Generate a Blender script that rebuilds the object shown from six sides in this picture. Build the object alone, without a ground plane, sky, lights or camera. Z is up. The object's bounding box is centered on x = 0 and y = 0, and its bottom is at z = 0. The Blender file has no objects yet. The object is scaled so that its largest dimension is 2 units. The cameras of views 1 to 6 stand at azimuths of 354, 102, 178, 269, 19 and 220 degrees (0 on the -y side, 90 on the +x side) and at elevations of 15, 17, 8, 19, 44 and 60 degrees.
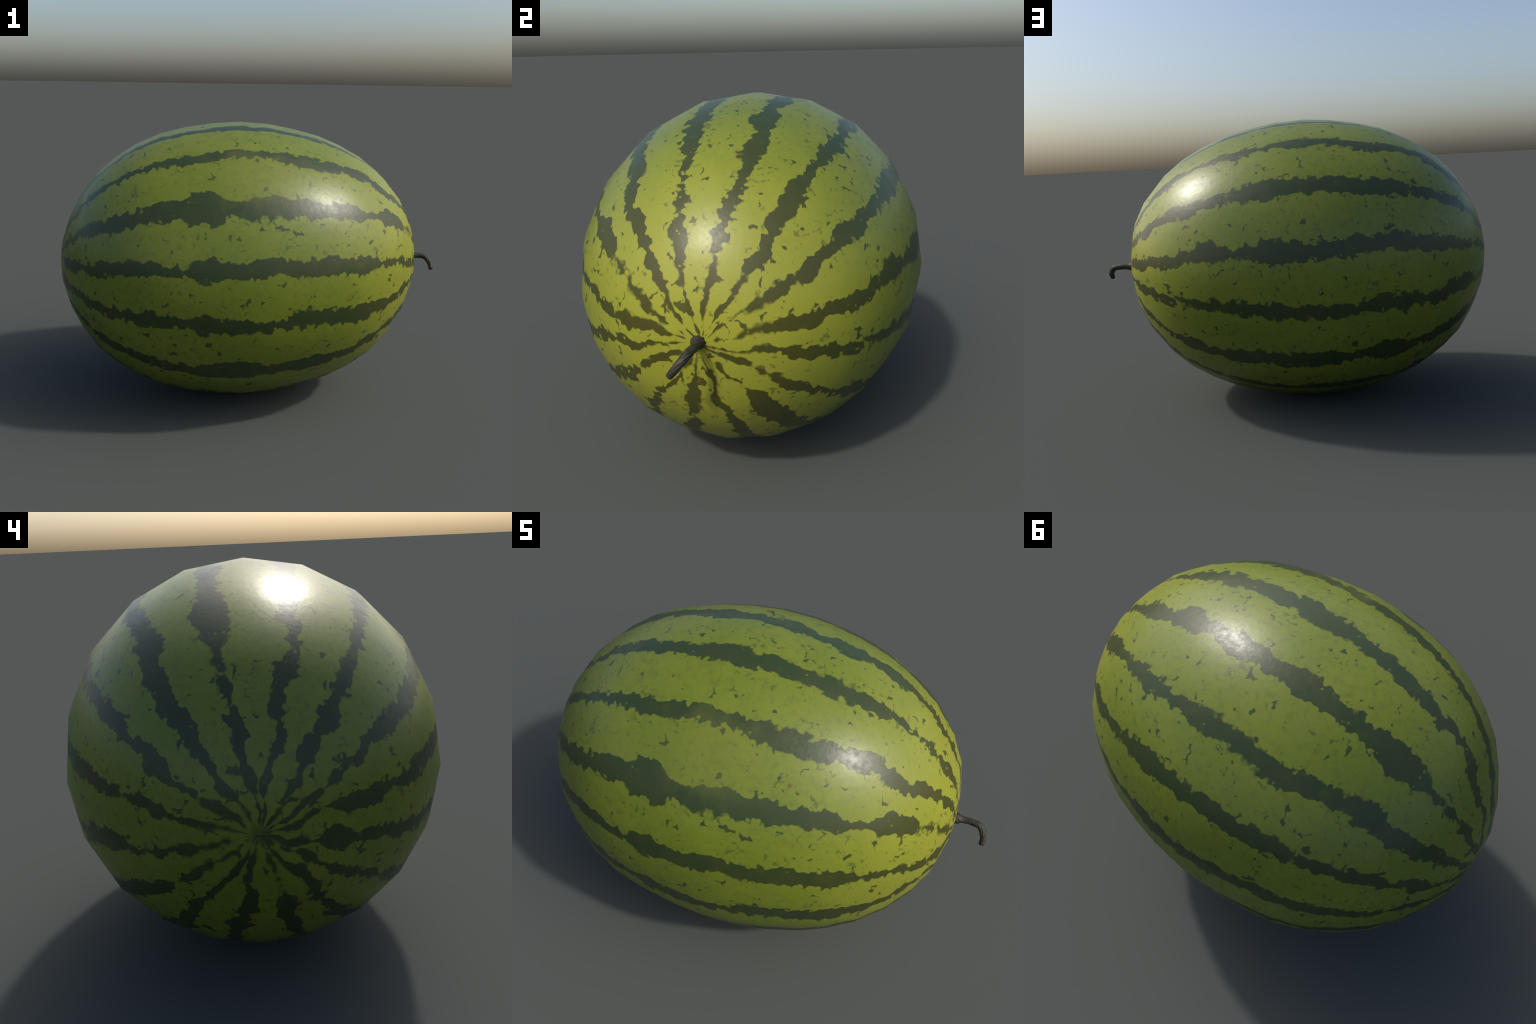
"""A whole oblong watermelon lying on its side, with a short curved stem.

thing "watermelon" (Empty)  >  parts "rind" and "stem".
The rind is a body of revolution about the x axis, blossom end at -x, stem end
at +x.  Its skin is coloured by nodes: sixteen dark stripes run from end to end
along meridians, each with its own wander and its own swellings, ragged by a
crackle of rounded cells that also leaves the small three-cornered flecks.
"""
import bpy
import math

TAU = 2 * math.pi

# ------------------------------------------------------------------ sizes
CENTRE_Z = 0.7247            # height of the long axis above the ground
SEGMENTS = 20                # facets round the girth
# profile along the axis: (x, radius) at each ring, from blossom to stem end
PROFILE = [
    (-1.000, 0.000), (-0.988, 0.140), (-0.946, 0.255), (-0.886, 0.360),
    (-0.810, 0.460), (-0.717, 0.540), (-0.605, 0.611), (-0.482, 0.664),
    (-0.351, 0.696), (-0.215, 0.7165), (-0.077, 0.7247), (0.071, 0.7145),
    (0.205, 0.689), (0.339, 0.653), (0.448, 0.6075), (0.561, 0.546),
    (0.661, 0.469), (0.760, 0.354), (0.817, 0.248), (0.845, 0.130),
    (0.857, 0.000),
]
RINGS = len(PROFILE) - 1
FLATTENING = 0.013           # the stem end is a little flatter below the stem
GIRTH_RADIUS = 0.7247        # scale of the skin map round the girth
MAP_LENGTH = 2.57            # scale of the skin map from end to end

# stem: points its middle line passes through, from inside the rind to the tip
STEM_LINE = [(0.836, 0.002, 0.721), (0.860, 0.003, 0.723), (0.892, 0.004, 0.7245),
             (0.927, 0.002, 0.725), (0.963, -0.007, 0.719), (0.985, -0.031, 0.690),
             (0.9855, -0.054, 0.661)]
STEM_RIDGES = 9

# ------------------------------------------------------------------ stripes
STRIPES = 16                 # evenly spaced, the first 11.25 degrees above +y
SPACING = 360 / STRIPES
# stations from blossom end (0) to stem end (1) where each stripe is described
WANDER_AT = [.03, .06, .10, .15, .22, .30, .40, .50, .60, .70, .79, .86, .91, .95]
WIDTH_AT = [.03, .055, .08, .11, .145, .18, .23, .28, .33, .38, .44, .475, .53, .58, .63, .68, .73, .78, .83, .87, .91, .95]
# per stripe: sideways wander, then half width, both in degrees of girth
STRIPE_SHAPES = [
    ([0.7, -2.4, -1.6, 1.1, -0.2, 0.4, 1.2, -1.3, -0.5, 0.6, -2.2, -0.9, -0.2, 0.0],
     [3.2, 4.3, 2.7, 2.7, 3.7, 2.4, 3.5, 3.4, 3.0, 3.2, 3.1, 3.2, 3.5, 4.5, 2.2, 4.4, 2.8, 3.3, 3.6, 4.0, 3.2, 2.7]),
    ([0.0, -1.0, -2.4, -0.5, 0.3, 0.2, -0.1, 0.8, 0.1, -0.5, -0.8, -2.1, -0.2, 2.9],
     [3.4, 5.3, 3.6, 2.7, 4.9, 2.6, 3.1, 2.8, 2.1, 3.7, 3.3, 3.2, 3.5, 3.9, 2.7, 2.5, 3.9, 3.2, 3.3, 4.4, 2.7, 2.7]),
    ([0.0, -4.3, -1.3, -2.6, -1.5, 0.8, -1.5, -0.2, -0.4, 0.3, 1.3, -2.1, -0.8, 0.0],
     [2.7, 5.9, 2.8, 4.4, 5.3, 3.4, 3.5, 4.7, 2.6, 3.3, 3.2, 2.8, 3.2, 2.3, 3.2, 1.9, 2.8, 3.8, 3.3, 5.8, 2.8, 3.4]),
    ([0.0, 0.5, -0.1, -0.3, 0.0, -0.6, 0.3, 0.3, 1.1, -1.1, -0.5, 0.7, -1.5, -0.2],
     [2.7, 5.6, 4.3, 5.5, 3.0, 1.5, 2.7, 5.2, 3.3, 2.9, 3.9, 2.0, 3.5, 1.9, 4.0, 3.1, 3.7, 2.3, 3.3, 3.5, 2.7, 2.7]),
    ([-7.0, -2.8, 1.8, -1.5, 2.7, 0.0, 1.0, 0.2, 0.4, -0.4, -0.5, 1.5, 2.1, 1.0],
     [2.7, 5.9, 2.7, 4.1, 3.5, 4.7, 2.3, 3.3, 3.5, 2.8, 3.2, 3.7, 3.5, 3.1, 3.7, 3.5, 3.1, 1.8, 3.4, 3.3, 2.8, 3.9]),
    ([-1.0, 2.8, -1.6, 0.9, 1.0, 0.5, 0.6, -0.2, 0.9, -0.6, 1.8, -0.7, -1.8, 6.9],
     [2.7, 4.5, 3.9, 4.9, 4.0, 3.4, 2.1, 2.9, 2.1, 2.3, 2.7, 2.2, 2.3, 3.4, 3.4, 3.1, 3.4, 3.0, 4.2, 4.0, 4.1, 4.3]),
    ([0.0, 0.8, 1.4, 0.5, 2.3, 1.7, 0.7, 1.8, 0.2, -0.1, -2.7, -1.5, 2.2, 7.0],
     [3.3, 3.5, 2.7, 2.7, 2.7, 3.4, 3.9, 3.6, 3.2, 4.1, 6.6, 2.8, 4.2, 4.3, 2.6, 3.7, 1.5, 5.2, 3.6, 3.3, 4.2, 2.7]),
    ([-2.5, -7.0, -2.7, 0.1, 1.1, -0.0, 0.9, 0.7, 0.2, 0.1, -0.6, 1.9, 1.7, 0.5],
     [3.4, 3.8, 2.7, 6.1, 4.8, 2.4, 3.9, 3.2, 2.9, 1.5, 4.1, 2.6, 3.1, 3.0, 3.0, 4.1, 3.3, 1.5, 3.3, 3.3, 6.5, 5.7]),
    ([1.6, 1.1, 1.6, -0.8, 0.5, -1.1, -1.0, -0.2, -1.9, 0.1, -0.4, -2.8, 0.5, -3.9],
     [9.3, 2.7, 9.5, 4.0, 2.7, 3.9, 3.1, 2.8, 3.5, 2.5, 3.8, 2.9, 2.0, 3.5, 3.9, 4.3, 3.9, 2.3, 3.3, 3.6, 2.7, 2.7]),
    ([-7.0, -2.3, 1.6, -0.3, -0.6, -0.5, -0.3, -1.4, -0.7, -1.2, -3.5, 0.1, -3.4, -3.2],
     [2.8, 4.4, 2.7, 3.6, 2.7, 2.0, 3.6, 2.2, 3.1, 2.6, 4.1, 4.5, 3.1, 2.6, 3.5, 1.6, 3.2, 2.2, 3.8, 3.7, 2.8, 6.0]),
    ([-3.7, -5.6, -2.7, 0.6, -1.3, 0.0, 0.0, 0.0, 0.0, 0.0, 1.7, -2.0, 1.5, 5.3],
     [6.0, 7.6, 2.7, 5.2, 2.7, 4.1, 3.9, 3.0, 3.1, 3.1, 3.5, 1.9, 2.2, 4.1, 3.9, 2.6, 4.3, 2.9, 3.3, 3.7, 2.7, 4.1]),
    ([-7.0, -3.0, -3.1, -2.3, -3.0, 0.0, 0.0, 0.0, 0.0, 0.0, -1.2, 1.3, -0.7, 1.7],
     [5.7, 2.7, 3.5, 6.8, 3.0, 2.2, 3.0, 3.2, 3.8, 3.9, 4.8, 3.0, 4.3, 2.5, 3.7, 3.2, 4.7, 3.4, 3.3, 3.8, 5.5, 3.3]),
    ([7.0, 4.3, -1.0, 1.2, 0.9, 0.0, 0.0, 0.0, 0.0, 0.0, 0.1, 3.5, -0.3, 4.5],
     [5.1, 2.7, 4.3, 5.4, 5.3, 3.8, 2.6, 3.0, 3.0, 3.9, 2.2, 3.6, 4.5, 2.3, 4.0, 2.3, 3.5, 3.5, 4.0, 3.3, 3.6, 2.9]),
    ([0.0, 0.0, 3.0, 2.2, -0.1, -0.2, 2.5, 3.4, 1.6, 2.0, 0.3, 1.9, 4.9, 1.9],
     [2.7, 3.1, 2.7, 2.7, 3.3, 3.4, 5.0, 4.4, 4.3, 2.2, 3.7, 2.3, 2.1, 2.7, 2.0, 2.2, 3.2, 4.7, 6.1, 7.4, 2.7, 3.2]),
    ([0.0, 1.1, -1.0, -0.6, 0.1, 0.5, 1.4, 1.1, 0.7, -0.4, 0.7, 1.4, 4.8, 7.0],
     [2.7, 2.7, 3.4, 2.7, 3.0, 3.9, 3.3, 3.5, 2.6, 5.0, 2.2, 3.4, 3.7, 3.3, 3.7, 2.5, 3.9, 1.7, 3.3, 3.3, 2.7, 5.5]),
    ([-0.3, -4.2, -2.8, -2.9, 1.4, -1.0, 0.5, -0.7, 0.5, 1.6, 1.0, 0.4, 4.9, -0.5],
     [2.7, 2.7, 5.2, 2.7, 2.9, 2.6, 3.7, 3.4, 2.9, 3.0, 2.3, 3.3, 2.7, 2.9, 2.6, 2.2, 1.8, 3.0, 3.3, 3.3, 4.0, 2.8]),
]

# ------------------------------------------------------------------ skin look
LIGHT_A = (0.118, 0.158, 0.013, 1)
LIGHT_B = (0.144, 0.176, 0.015, 1)
LIGHT_SHADE = (0.075, 0.090, 0.012, 1)
DARK_A = (0.024, 0.043, 0.011, 1)
DARK_B = (0.032, 0.044, 0.011, 1)
ROUGH = 0.375
IOR = 1.45
BUMP = 0.04
STEM_END_LIGHT = (0.250, 0.262, 0.028, 1)
STEM_END_DARK = (0.055, 0.054, 0.009, 1)
SCAR = (0.250, -0.498, 1.183)
RUBBED = (-0.03, -0.500, 1.235)
RUBBED_COLOUR = (0.150, 0.160, 0.030, 1)


# ------------------------------------------------------------------ node helpers
class Tree:
    """Small helper for wiring a material's node tree."""

    def __init__(self, name):
        self.material = bpy.data.materials.new(name)
        self.material.use_nodes = True
        self.nodes = self.material.node_tree.nodes
        self.links = self.material.node_tree.links
        self.nodes.clear()

    def put(self, socket, value):
        if isinstance(value, bpy.types.NodeSocket):
            self.links.new(value, socket)
        elif value is not None:
            socket.default_value = value

    def node(self, kind, **settings):
        n = self.nodes.new(kind)
        for k, v in settings.items():
            setattr(n, k, v)
        return n

    def math(self, op, a, b=None, c=None, clamp=False):
        n = self.node("ShaderNodeMath", operation=op, use_clamp=clamp)
        for socket, value in zip(n.inputs, (a, b, c)):
            self.put(socket, value)
        return n.outputs[0]

    def vector(self, x, y, z):
        n = self.node("ShaderNodeCombineXYZ")
        for socket, value in zip(n.inputs, (x, y, z)):
            self.put(socket, value)
        return n.outputs[0]

    def vmath(self, op, a, b=None, scale=None):
        n = self.node("ShaderNodeVectorMath", operation=op)
        self.put(n.inputs[0], a)
        if b is not None:
            self.put(n.inputs[1], b)
        if scale is not None:
            self.put(n.inputs["Scale"], scale)
        return n.outputs["Value"] if op in ("DOT_PRODUCT", "LENGTH", "DISTANCE") else n.outputs[0]

    def noise(self, where, scale, detail=2.0, roughness=0.5, distortion=0.0, colour=False):
        n = self.node("ShaderNodeTexNoise", noise_dimensions="3D")
        self.put(n.inputs["Vector"], where)
        n.inputs["Scale"].default_value = scale
        n.inputs["Detail"].default_value = detail
        n.inputs["Roughness"].default_value = roughness
        n.inputs["Distortion"].default_value = distortion
        return n.outputs["Color" if colour else "Fac"]

    def voronoi(self, where, scale, feature="F1", randomness=1.0):
        n = self.node("ShaderNodeTexVoronoi", voronoi_dimensions="3D", feature=feature)
        self.put(n.inputs["Vector"], where)
        n.inputs["Scale"].default_value = scale
        n.inputs["Randomness"].default_value = randomness
        return n.outputs["Distance"]

    def smooth(self, value, low, high, out_low=0.0, out_high=1.0):
        n = self.node("ShaderNodeMapRange", interpolation_type="SMOOTHSTEP", clamp=True)
        for key, v in (("Value", value), ("From Min", low), ("From Max", high),
                       ("To Min", out_low), ("To Max", out_high)):
            self.put(n.inputs[key], v)
        return n.outputs["Result"]

    def mix(self, factor, a, b, blend="MIX"):
        n = self.node("ShaderNodeMix", data_type="RGBA", blend_type=blend)
        self.put(n.inputs[0], factor)
        self.put(n.inputs[6], a)
        self.put(n.inputs[7], b)
        return n.outputs[2]

    def curve(self, value, points):
        n = self.node("ShaderNodeFloatCurve")
        n.inputs["Factor"].default_value = 1.0
        self.put(n.inputs["Value"], value)
        c = n.mapping.curves[0]
        n.mapping.use_clip = False
        c.points[0].location = points[0]
        c.points[1].location = points[-1]
        for p in points[1:-1]:
            c.points.new(*p)
        for p in c.points:
            p.handle_type = "AUTO_CLAMPED"
        n.mapping.update()
        return n.outputs[0]

    def finish(self, **inputs):
        shader = self.node("ShaderNodeBsdfPrincipled")
        for key, value in inputs.items():
            self.put(shader.inputs[key.replace("_", " ")], value)
        out = self.node("ShaderNodeOutputMaterial")
        self.links.new(shader.outputs[0], out.inputs["Surface"])
        return self.material


# ------------------------------------------------------------------ skin map
def skin_place(t):
    """Longitude (degrees, 0..360) round the axis, station 0..1 along it,
    distance from the axis, and the point itself."""
    co = t.node("ShaderNodeTexCoord").outputs["Object"]
    split = t.node("ShaderNodeSeparateXYZ")
    t.links.new(co, split.inputs[0])
    x, y, z = split.outputs
    z = t.math("SUBTRACT", z, CENTRE_Z)
    radius = t.math("SQRT", t.math("ADD", t.math("MULTIPLY", y, y), t.math("MULTIPLY", z, z)))
    # close to the two ends the meridians swing about
    swing = t.node("ShaderNodeSeparateXYZ")
    t.links.new(t.vmath("SUBTRACT", t.noise(co, 8.0, 1.0, 0.5, colour=True), (0.5, 0.5, 0.5)), swing.inputs[0])
    amount = t.smooth(radius, 0.04, 0.34, 0.065, 0.0)
    y = t.math("ADD", y, t.math("MULTIPLY", swing.outputs[1], amount))
    z = t.math("ADD", z, t.math("MULTIPLY", swing.outputs[2], amount))
    angle = t.math("ARCTAN2", z, y)
    degrees = t.math("MULTIPLY", angle, 360 / TAU)
    degrees = t.math("FLOORED_MODULO", degrees, 360.0)
    # station: ring number read from x and radius, blended so that it stays
    # even over the steep ends
    lean = t.math("ARCTAN2", t.math("DIVIDE", t.math("ADD", x, 0.0735), 0.930),
                  t.math("DIVIDE", radius, 0.7247))
    station = t.math("ADD", t.math("DIVIDE", lean, math.pi), 0.5)
    # even out the stations so that each ring of the profile is one step
    rings = [(0.5 + math.atan2((px + 0.0735) / 0.930, pr / 0.7247) / math.pi, k / RINGS)
             for k, (px, pr) in enumerate(PROFILE)]
    rings[0], rings[-1] = (0.0, 0.0), (1.0, 1.0)
    station = t.curve(station, rings)
    return degrees, station, radius, co


def rind_material():
    t = Tree("rind_skin")
    degrees, station, radius, skin = skin_place(t)
    co = skin

    # bend the surface a little so that edges waver
    bend = t.noise(skin, 9.0, 3.0, 0.55, colour=True)
    bend = t.vmath("SUBTRACT", bend, (0.5, 0.5, 0.5))
    wavy = t.vmath("ADD", skin, t.vmath("SCALE", bend, scale=0.035))

    # crackle of rounded cells: high in the three-cornered gaps between cells
    coarse = t.voronoi(wavy, 17.0)
    fine = t.voronoi(wavy, 42.0)
    ragged = t.math("ADD", t.math("MULTIPLY", t.math("SUBTRACT", coarse, 0.52), 3.0),
                    t.math("MULTIPLY", t.math("SUBTRACT", fine, 0.52), 2.1))
    ragged = t.math("ADD", ragged, t.math("MULTIPLY", t.math("SUBTRACT", t.noise(skin, 21.0, 2.0, 0.5), 0.5), 3.0))
    ragged = t.math("MAXIMUM", t.math("MINIMUM", ragged, 1.4), -1.7)

    # how deep inside the nearest stripe (degrees, positive inside)
    inside = None
    for i, (wander, width) in enumerate(STRIPE_SHAPES):
        middle = SPACING * (i + 0.5)
        way = [(0.0, wander[0])] + list(zip(WANDER_AT, wander)) + [(1.0, wander[-1])]
        fat = [(0.0, width[0])] + list(zip(WIDTH_AT, width)) + [(1.0, width[-1])]
        centre = t.math("MULTIPLY", t.curve(station, [(a, b / 20 + 0.5) for a, b in way]), 20.0)
        half = t.math("MULTIPLY", t.curve(station, [(a, b / 10) for a, b in fat]), 10.0)
        off = t.math("SUBTRACT", degrees, middle - 10.0)
        off = t.math("SUBTRACT", off, centre)
        off = t.math("ABSOLUTE", t.math("WRAP", off, 180.0, -180.0))
        depth = t.math("SUBTRACT", half, off)
        inside = depth if inside is None else t.math("MAXIMUM", inside, depth)

    # degrees of girth -> the same unit everywhere, so that near the two ends
    # the thin stripes are broken up by the crackle
    inside = t.math("MULTIPLY", inside, t.math("DIVIDE", t.math("MAXIMUM", radius, 0.07), GIRTH_RADIUS))
    end = t.math("ABSOLUTE", t.math("SUBTRACT", station, 0.5))
    near = t.math("ADD", inside, t.math("MULTIPLY", ragged, t.smooth(end, 0.34, 0.46, 1.0, 0.45)))
    softness = t.smooth(t.noise(skin, 4.0, 1.0), 0.5, 0.70, 0.24, 0.65)
    stripe = t.smooth(near, t.math("MULTIPLY", softness, -1.0), softness)

    # flecks: gaps of the crackle, only in places
    where = t.noise(skin, 13.0, 2.0, 0.7)
    frayed = t.vmath("SUBTRACT", t.noise(skin, 48.0, 2.0, 0.5, colour=True), (0.5, 0.5, 0.5))
    frayed = t.vmath("ADD", wavy, t.vmath("SCALE", frayed, scale=0.022))
    speck_cells = t.voronoi(frayed, 33.0)
    # flecks crowd together at the two ends
    where = t.math("ADD", where, t.smooth(end, 0.34, 0.46, 0.0, 0.15))
    limit = t.smooth(where, 0.36, 0.70, 0.94, 0.73)
    fleck = t.smooth(t.math("SUBTRACT", speck_cells, limit), -0.02, 0.06)
    small_cells = t.voronoi(t.vmath("ADD", frayed, (3.1, 1.7, 0.4)), 58.0)
    where_small = t.noise(skin, 11.0, 2.0, 0.6)
    small = t.smooth(t.math("SUBTRACT", small_cells, t.smooth(where_small, 0.4, 0.7, 0.95, 0.66)), -0.02, 0.10)
    fleck = t.math("MAXIMUM", fleck, t.math("MULTIPLY", small, 0.55))
    # pale nicks left inside the stripes
    nick = t.smooth(t.voronoi(t.vmath("ADD", wavy, (7.0, 2.0, 5.0)), 30.0), 0.10, 0.16, 1.0, 0.0)
    nick = t.math("MULTIPLY", nick, t.smooth(t.noise(skin, 8.0, 1.0), 0.56, 0.62))
    dark = t.math("MAXIMUM", t.math("MULTIPLY", stripe, t.math("SUBTRACT", 1.0, t.math("MULTIPLY", nick, 0.75))),
                  t.math("MULTIPLY", fleck, 0.95))

    # colours
    cloud = t.noise(skin, 3.0, 4.0, 0.6)
    mottle = t.noise(wavy, 38.0, 4.0, 0.65)
    light = t.mix(t.smooth(cloud, 0.3, 0.7), LIGHT_A, LIGHT_B)
    light = t.mix(t.smooth(mottle, 0.47, 0.70, 0.0, 0.42), light, LIGHT_SHADE)
    veins = t.voronoi(wavy, 30.0, "DISTANCE_TO_EDGE")
    veins = t.math("MULTIPLY", t.smooth(veins, 0.0, 0.05, 0.22, 0.0), t.smooth(t.noise(skin, 5.0, 1.0), 0.45, 0.6))
    light = t.mix(veins, light, LIGHT_SHADE)
    deep = t.mix(t.smooth(t.noise(skin, 7.0, 3.0), 0.35, 0.7), DARK_A, DARK_B)
    # faint clouding inside the stripes
    deep = t.mix(t.smooth(t.noise(wavy, 16.0, 4.0, 0.65), 0.52, 0.78, 0.0, 0.35), deep, LIGHT_SHADE)
    skin_colour = t.mix(dark, light, deep)
    # a pale rubbed smear on one shoulder
    rub = t.math("ADD", t.vmath("DISTANCE", skin, RUBBED),
                 t.math("MULTIPLY", t.math("SUBTRACT", t.noise(skin, 9.0, 3.0, 0.6), 0.5), 0.35))
    skin_colour = t.mix(t.smooth(rub, 0.04, 0.26, 0.30, 0.0), skin_colour, RUBBED_COLOUR)
    # the stem end has a paler, yellower rind and olive stripes
    drift = t.math("ADD", station, t.math("MULTIPLY", t.math("SUBTRACT", cloud, 0.5), 0.08))
    stem_end_mix = t.smooth(drift, 0.60, 0.97)
    skin_colour = t.mix(stem_end_mix, skin_colour, t.mix(dark, STEM_END_LIGHT, STEM_END_DARK))
    # dull smudge where the blossom dropped off
    blot = t.math("ADD", radius, t.math("MULTIPLY", t.math("SUBTRACT", t.noise(co, 22.0, 3.0), 0.5), 0.09))
    blot = t.math("MULTIPLY", t.smooth(blot, 0.012, 0.05, 0.6, 0.0), t.math("LESS_THAN", station, 0.5))
    skin_colour = t.mix(blot, skin_colour, DARK_A)
    # a small russet scar on the upper side
    scar = t.math("MULTIPLY", t.smooth(t.vmath("DISTANCE", skin, SCAR), 0.006, 0.014, 1.0, 0.0), 0.7)
    skin_colour = t.mix(scar, skin_colour, (0.075, 0.022, 0.020, 1))

    # fine waxy relief
    lumps = t.math("ADD", t.noise(skin, 48.0, 2.0, 0.5),
                   t.math("MULTIPLY", t.noise(skin, 85.0, 2.0, 0.5), t.math("MULTIPLY_ADD", stripe, 0.5, 0.2)))
    bump = t.node("ShaderNodeBump")
    bump.inputs["Strength"].default_value = BUMP
    bump.inputs["Distance"].default_value = 0.01
    t.links.new(lumps, bump.inputs["Height"])
    sheen = t.math("ADD", t.math("MULTIPLY", t.noise(skin, 14.0, 3.0), 0.5), t.math("MULTIPLY", t.noise(skin, 52.0, 2.0), 0.5))
    rough = t.math("MULTIPLY_ADD", t.math("SUBTRACT", t.smooth(sheen, 0.36, 0.64), 0.5),
                   t.math("MULTIPLY_ADD", stripe, 0.05, 0.04), ROUGH)
    return t.finish(Base_Color=skin_colour, Roughness=rough, Normal=bump.outputs[0], IOR=IOR)


def stem_material():
    t = Tree("dry_stem")
    co = t.node("ShaderNodeTexCoord").outputs["Object"]
    grain = t.noise(co, 60.0, 4.0, 0.6)
    patches = t.noise(co, 14.0, 2.0)
    colour = t.mix(t.smooth(grain, 0.3, 0.7), (0.018, 0.016, 0.011, 1), (0.037, 0.034, 0.023, 1))
    colour = t.mix(t.smooth(patches, 0.5, 0.7, 0.0, 0.4), colour, (0.030, 0.028, 0.014, 1))
    bump = t.node("ShaderNodeBump")
    bump.inputs["Strength"].default_value = 0.2
    bump.inputs["Distance"].default_value = 0.002
    t.links.new(t.noise(co, 180.0, 3.0), bump.inputs["Height"])
    return t.finish(Base_Color=colour, Roughness=0.55, Specular_IOR_Level=0.3, Normal=bump.outputs[0])


# ------------------------------------------------------------------ geometry
def mesh_object(name, verts, faces, material, parent):
    me = bpy.data.meshes.new(name)
    me.from_pydata(verts, [], faces)
    me.polygons.foreach_set("use_smooth", [True] * len(me.polygons))
    me.materials.append(material)
    me.update()
    ob = bpy.data.objects.new(name, me)
    bpy.context.scene.collection.objects.link(ob)
    ob.parent = parent
    return ob


def loft(rings):
    """Skin a list of closed rings; the first and last may be single points."""
    verts, faces, starts = [], [], []
    for ring in rings:
        starts.append(len(verts))
        verts.extend(ring)
    for k in range(len(rings) - 1):
        a, b = rings[k], rings[k + 1]
        sa, sb = starts[k], starts[k + 1]
        n = max(len(a), len(b))
        for i in range(n):
            j = (i + 1) % n
            if len(a) == 1:
                faces.append((sa, sb + j, sb + i))
            elif len(b) == 1:
                faces.append((sa + i, sa + j, sb))
            else:
                faces.append((sa + i, sa + j, sb + j, sb + i))
    return verts, faces


def rind_rings():
    rings = []
    for x, r in PROFILE:
        if r == 0:
            rings.append([(x, 0.0, CENTRE_Z)])
        else:
            ring = []
            for i in range(SEGMENTS):
                a = TAU * i / SEGMENTS
                below = max(0.0, -math.sin(a)) ** 0.7
                towards_stem = min(1.0, max(0.0, (x - 0.52) / 0.22))
                ring.append((x - FLATTENING * below * towards_stem,
                             r * math.cos(a), CENTRE_Z + r * math.sin(a)))
            rings.append(ring)
    return rings


def stem_rings(steps=48, around=72):
    from mathutils import Vector
    p = [Vector(q) for q in STEM_LINE]
    p = [p[0] * 2 - p[1]] + p + [p[-1] * 2 - p[-2]]
    spans = len(p) - 3

    def at(t):
        """Catmull-Rom curve through the points of the middle line."""
        k = min(int(t * spans), spans - 1)
        u = t * spans - k
        a, b, c, d = p[k:k + 4]
        return (b * 2 + (c - a) * u + (a * 2 - b * 5 + c * 4 - d) * u ** 2
                + (b * 3 - a - c * 3 + d) * u ** 3) * 0.5

    rings = []
    side = Vector((0, 1, 0))
    for k in range(steps + 1):
        t = k / steps
        here = at(t)
        along = (at(min(1, t + .01)) - at(max(0, t - .01))).normalized()
        side = (side - along * side.dot(along)).normalized()
        up = along.cross(side)
        # flared foot, slim neck, slight swell at the bend, blunt tip
        r = 0.0130 + 0.0116 * math.exp(-((t / 0.25) ** 5)) + 0.0012 * math.sin(math.pi * t)
        r *= 1 - 0.12 * max(0, (t - 0.8) / 0.2)
        twist = 1.9 * t * TAU / 2.4
        ring = []
        for i in range(around):
            a = TAU * i / around
            rib = math.cos(STEM_RIDGES * (a - twist))
            rr = r * (1 + 0.06 * rib + 0.025 * math.cos(3 * (a - twist) + 1.0))
            ring.append(tuple(here + side * (rr * math.cos(a)) + up * (rr * math.sin(a))))
        rings.append(ring)
    end = at(1)
    along = (at(1) - at(.98)).normalized()
    last = [Vector(v) for v in rings[-1]]
    rings.append([tuple(end + (v - end) * 0.78 + along * 0.0015) for v in last])
    rings.append([tuple(end + along * 0.0012)])
    rings.insert(0, [tuple(at(0))])
    return rings


# ------------------------------------------------------------------ build
watermelon = bpy.data.objects.new("watermelon", None)
bpy.context.scene.collection.objects.link(watermelon)
watermelon["label"] = "oblong green watermelon with dark ragged stripes and short curved stem"
watermelon["category"] = "watermelon"

mesh_object("rind", *loft(rind_rings()), rind_material(), watermelon)
mesh_object("stem", *loft(stem_rings()), stem_material(), watermelon)
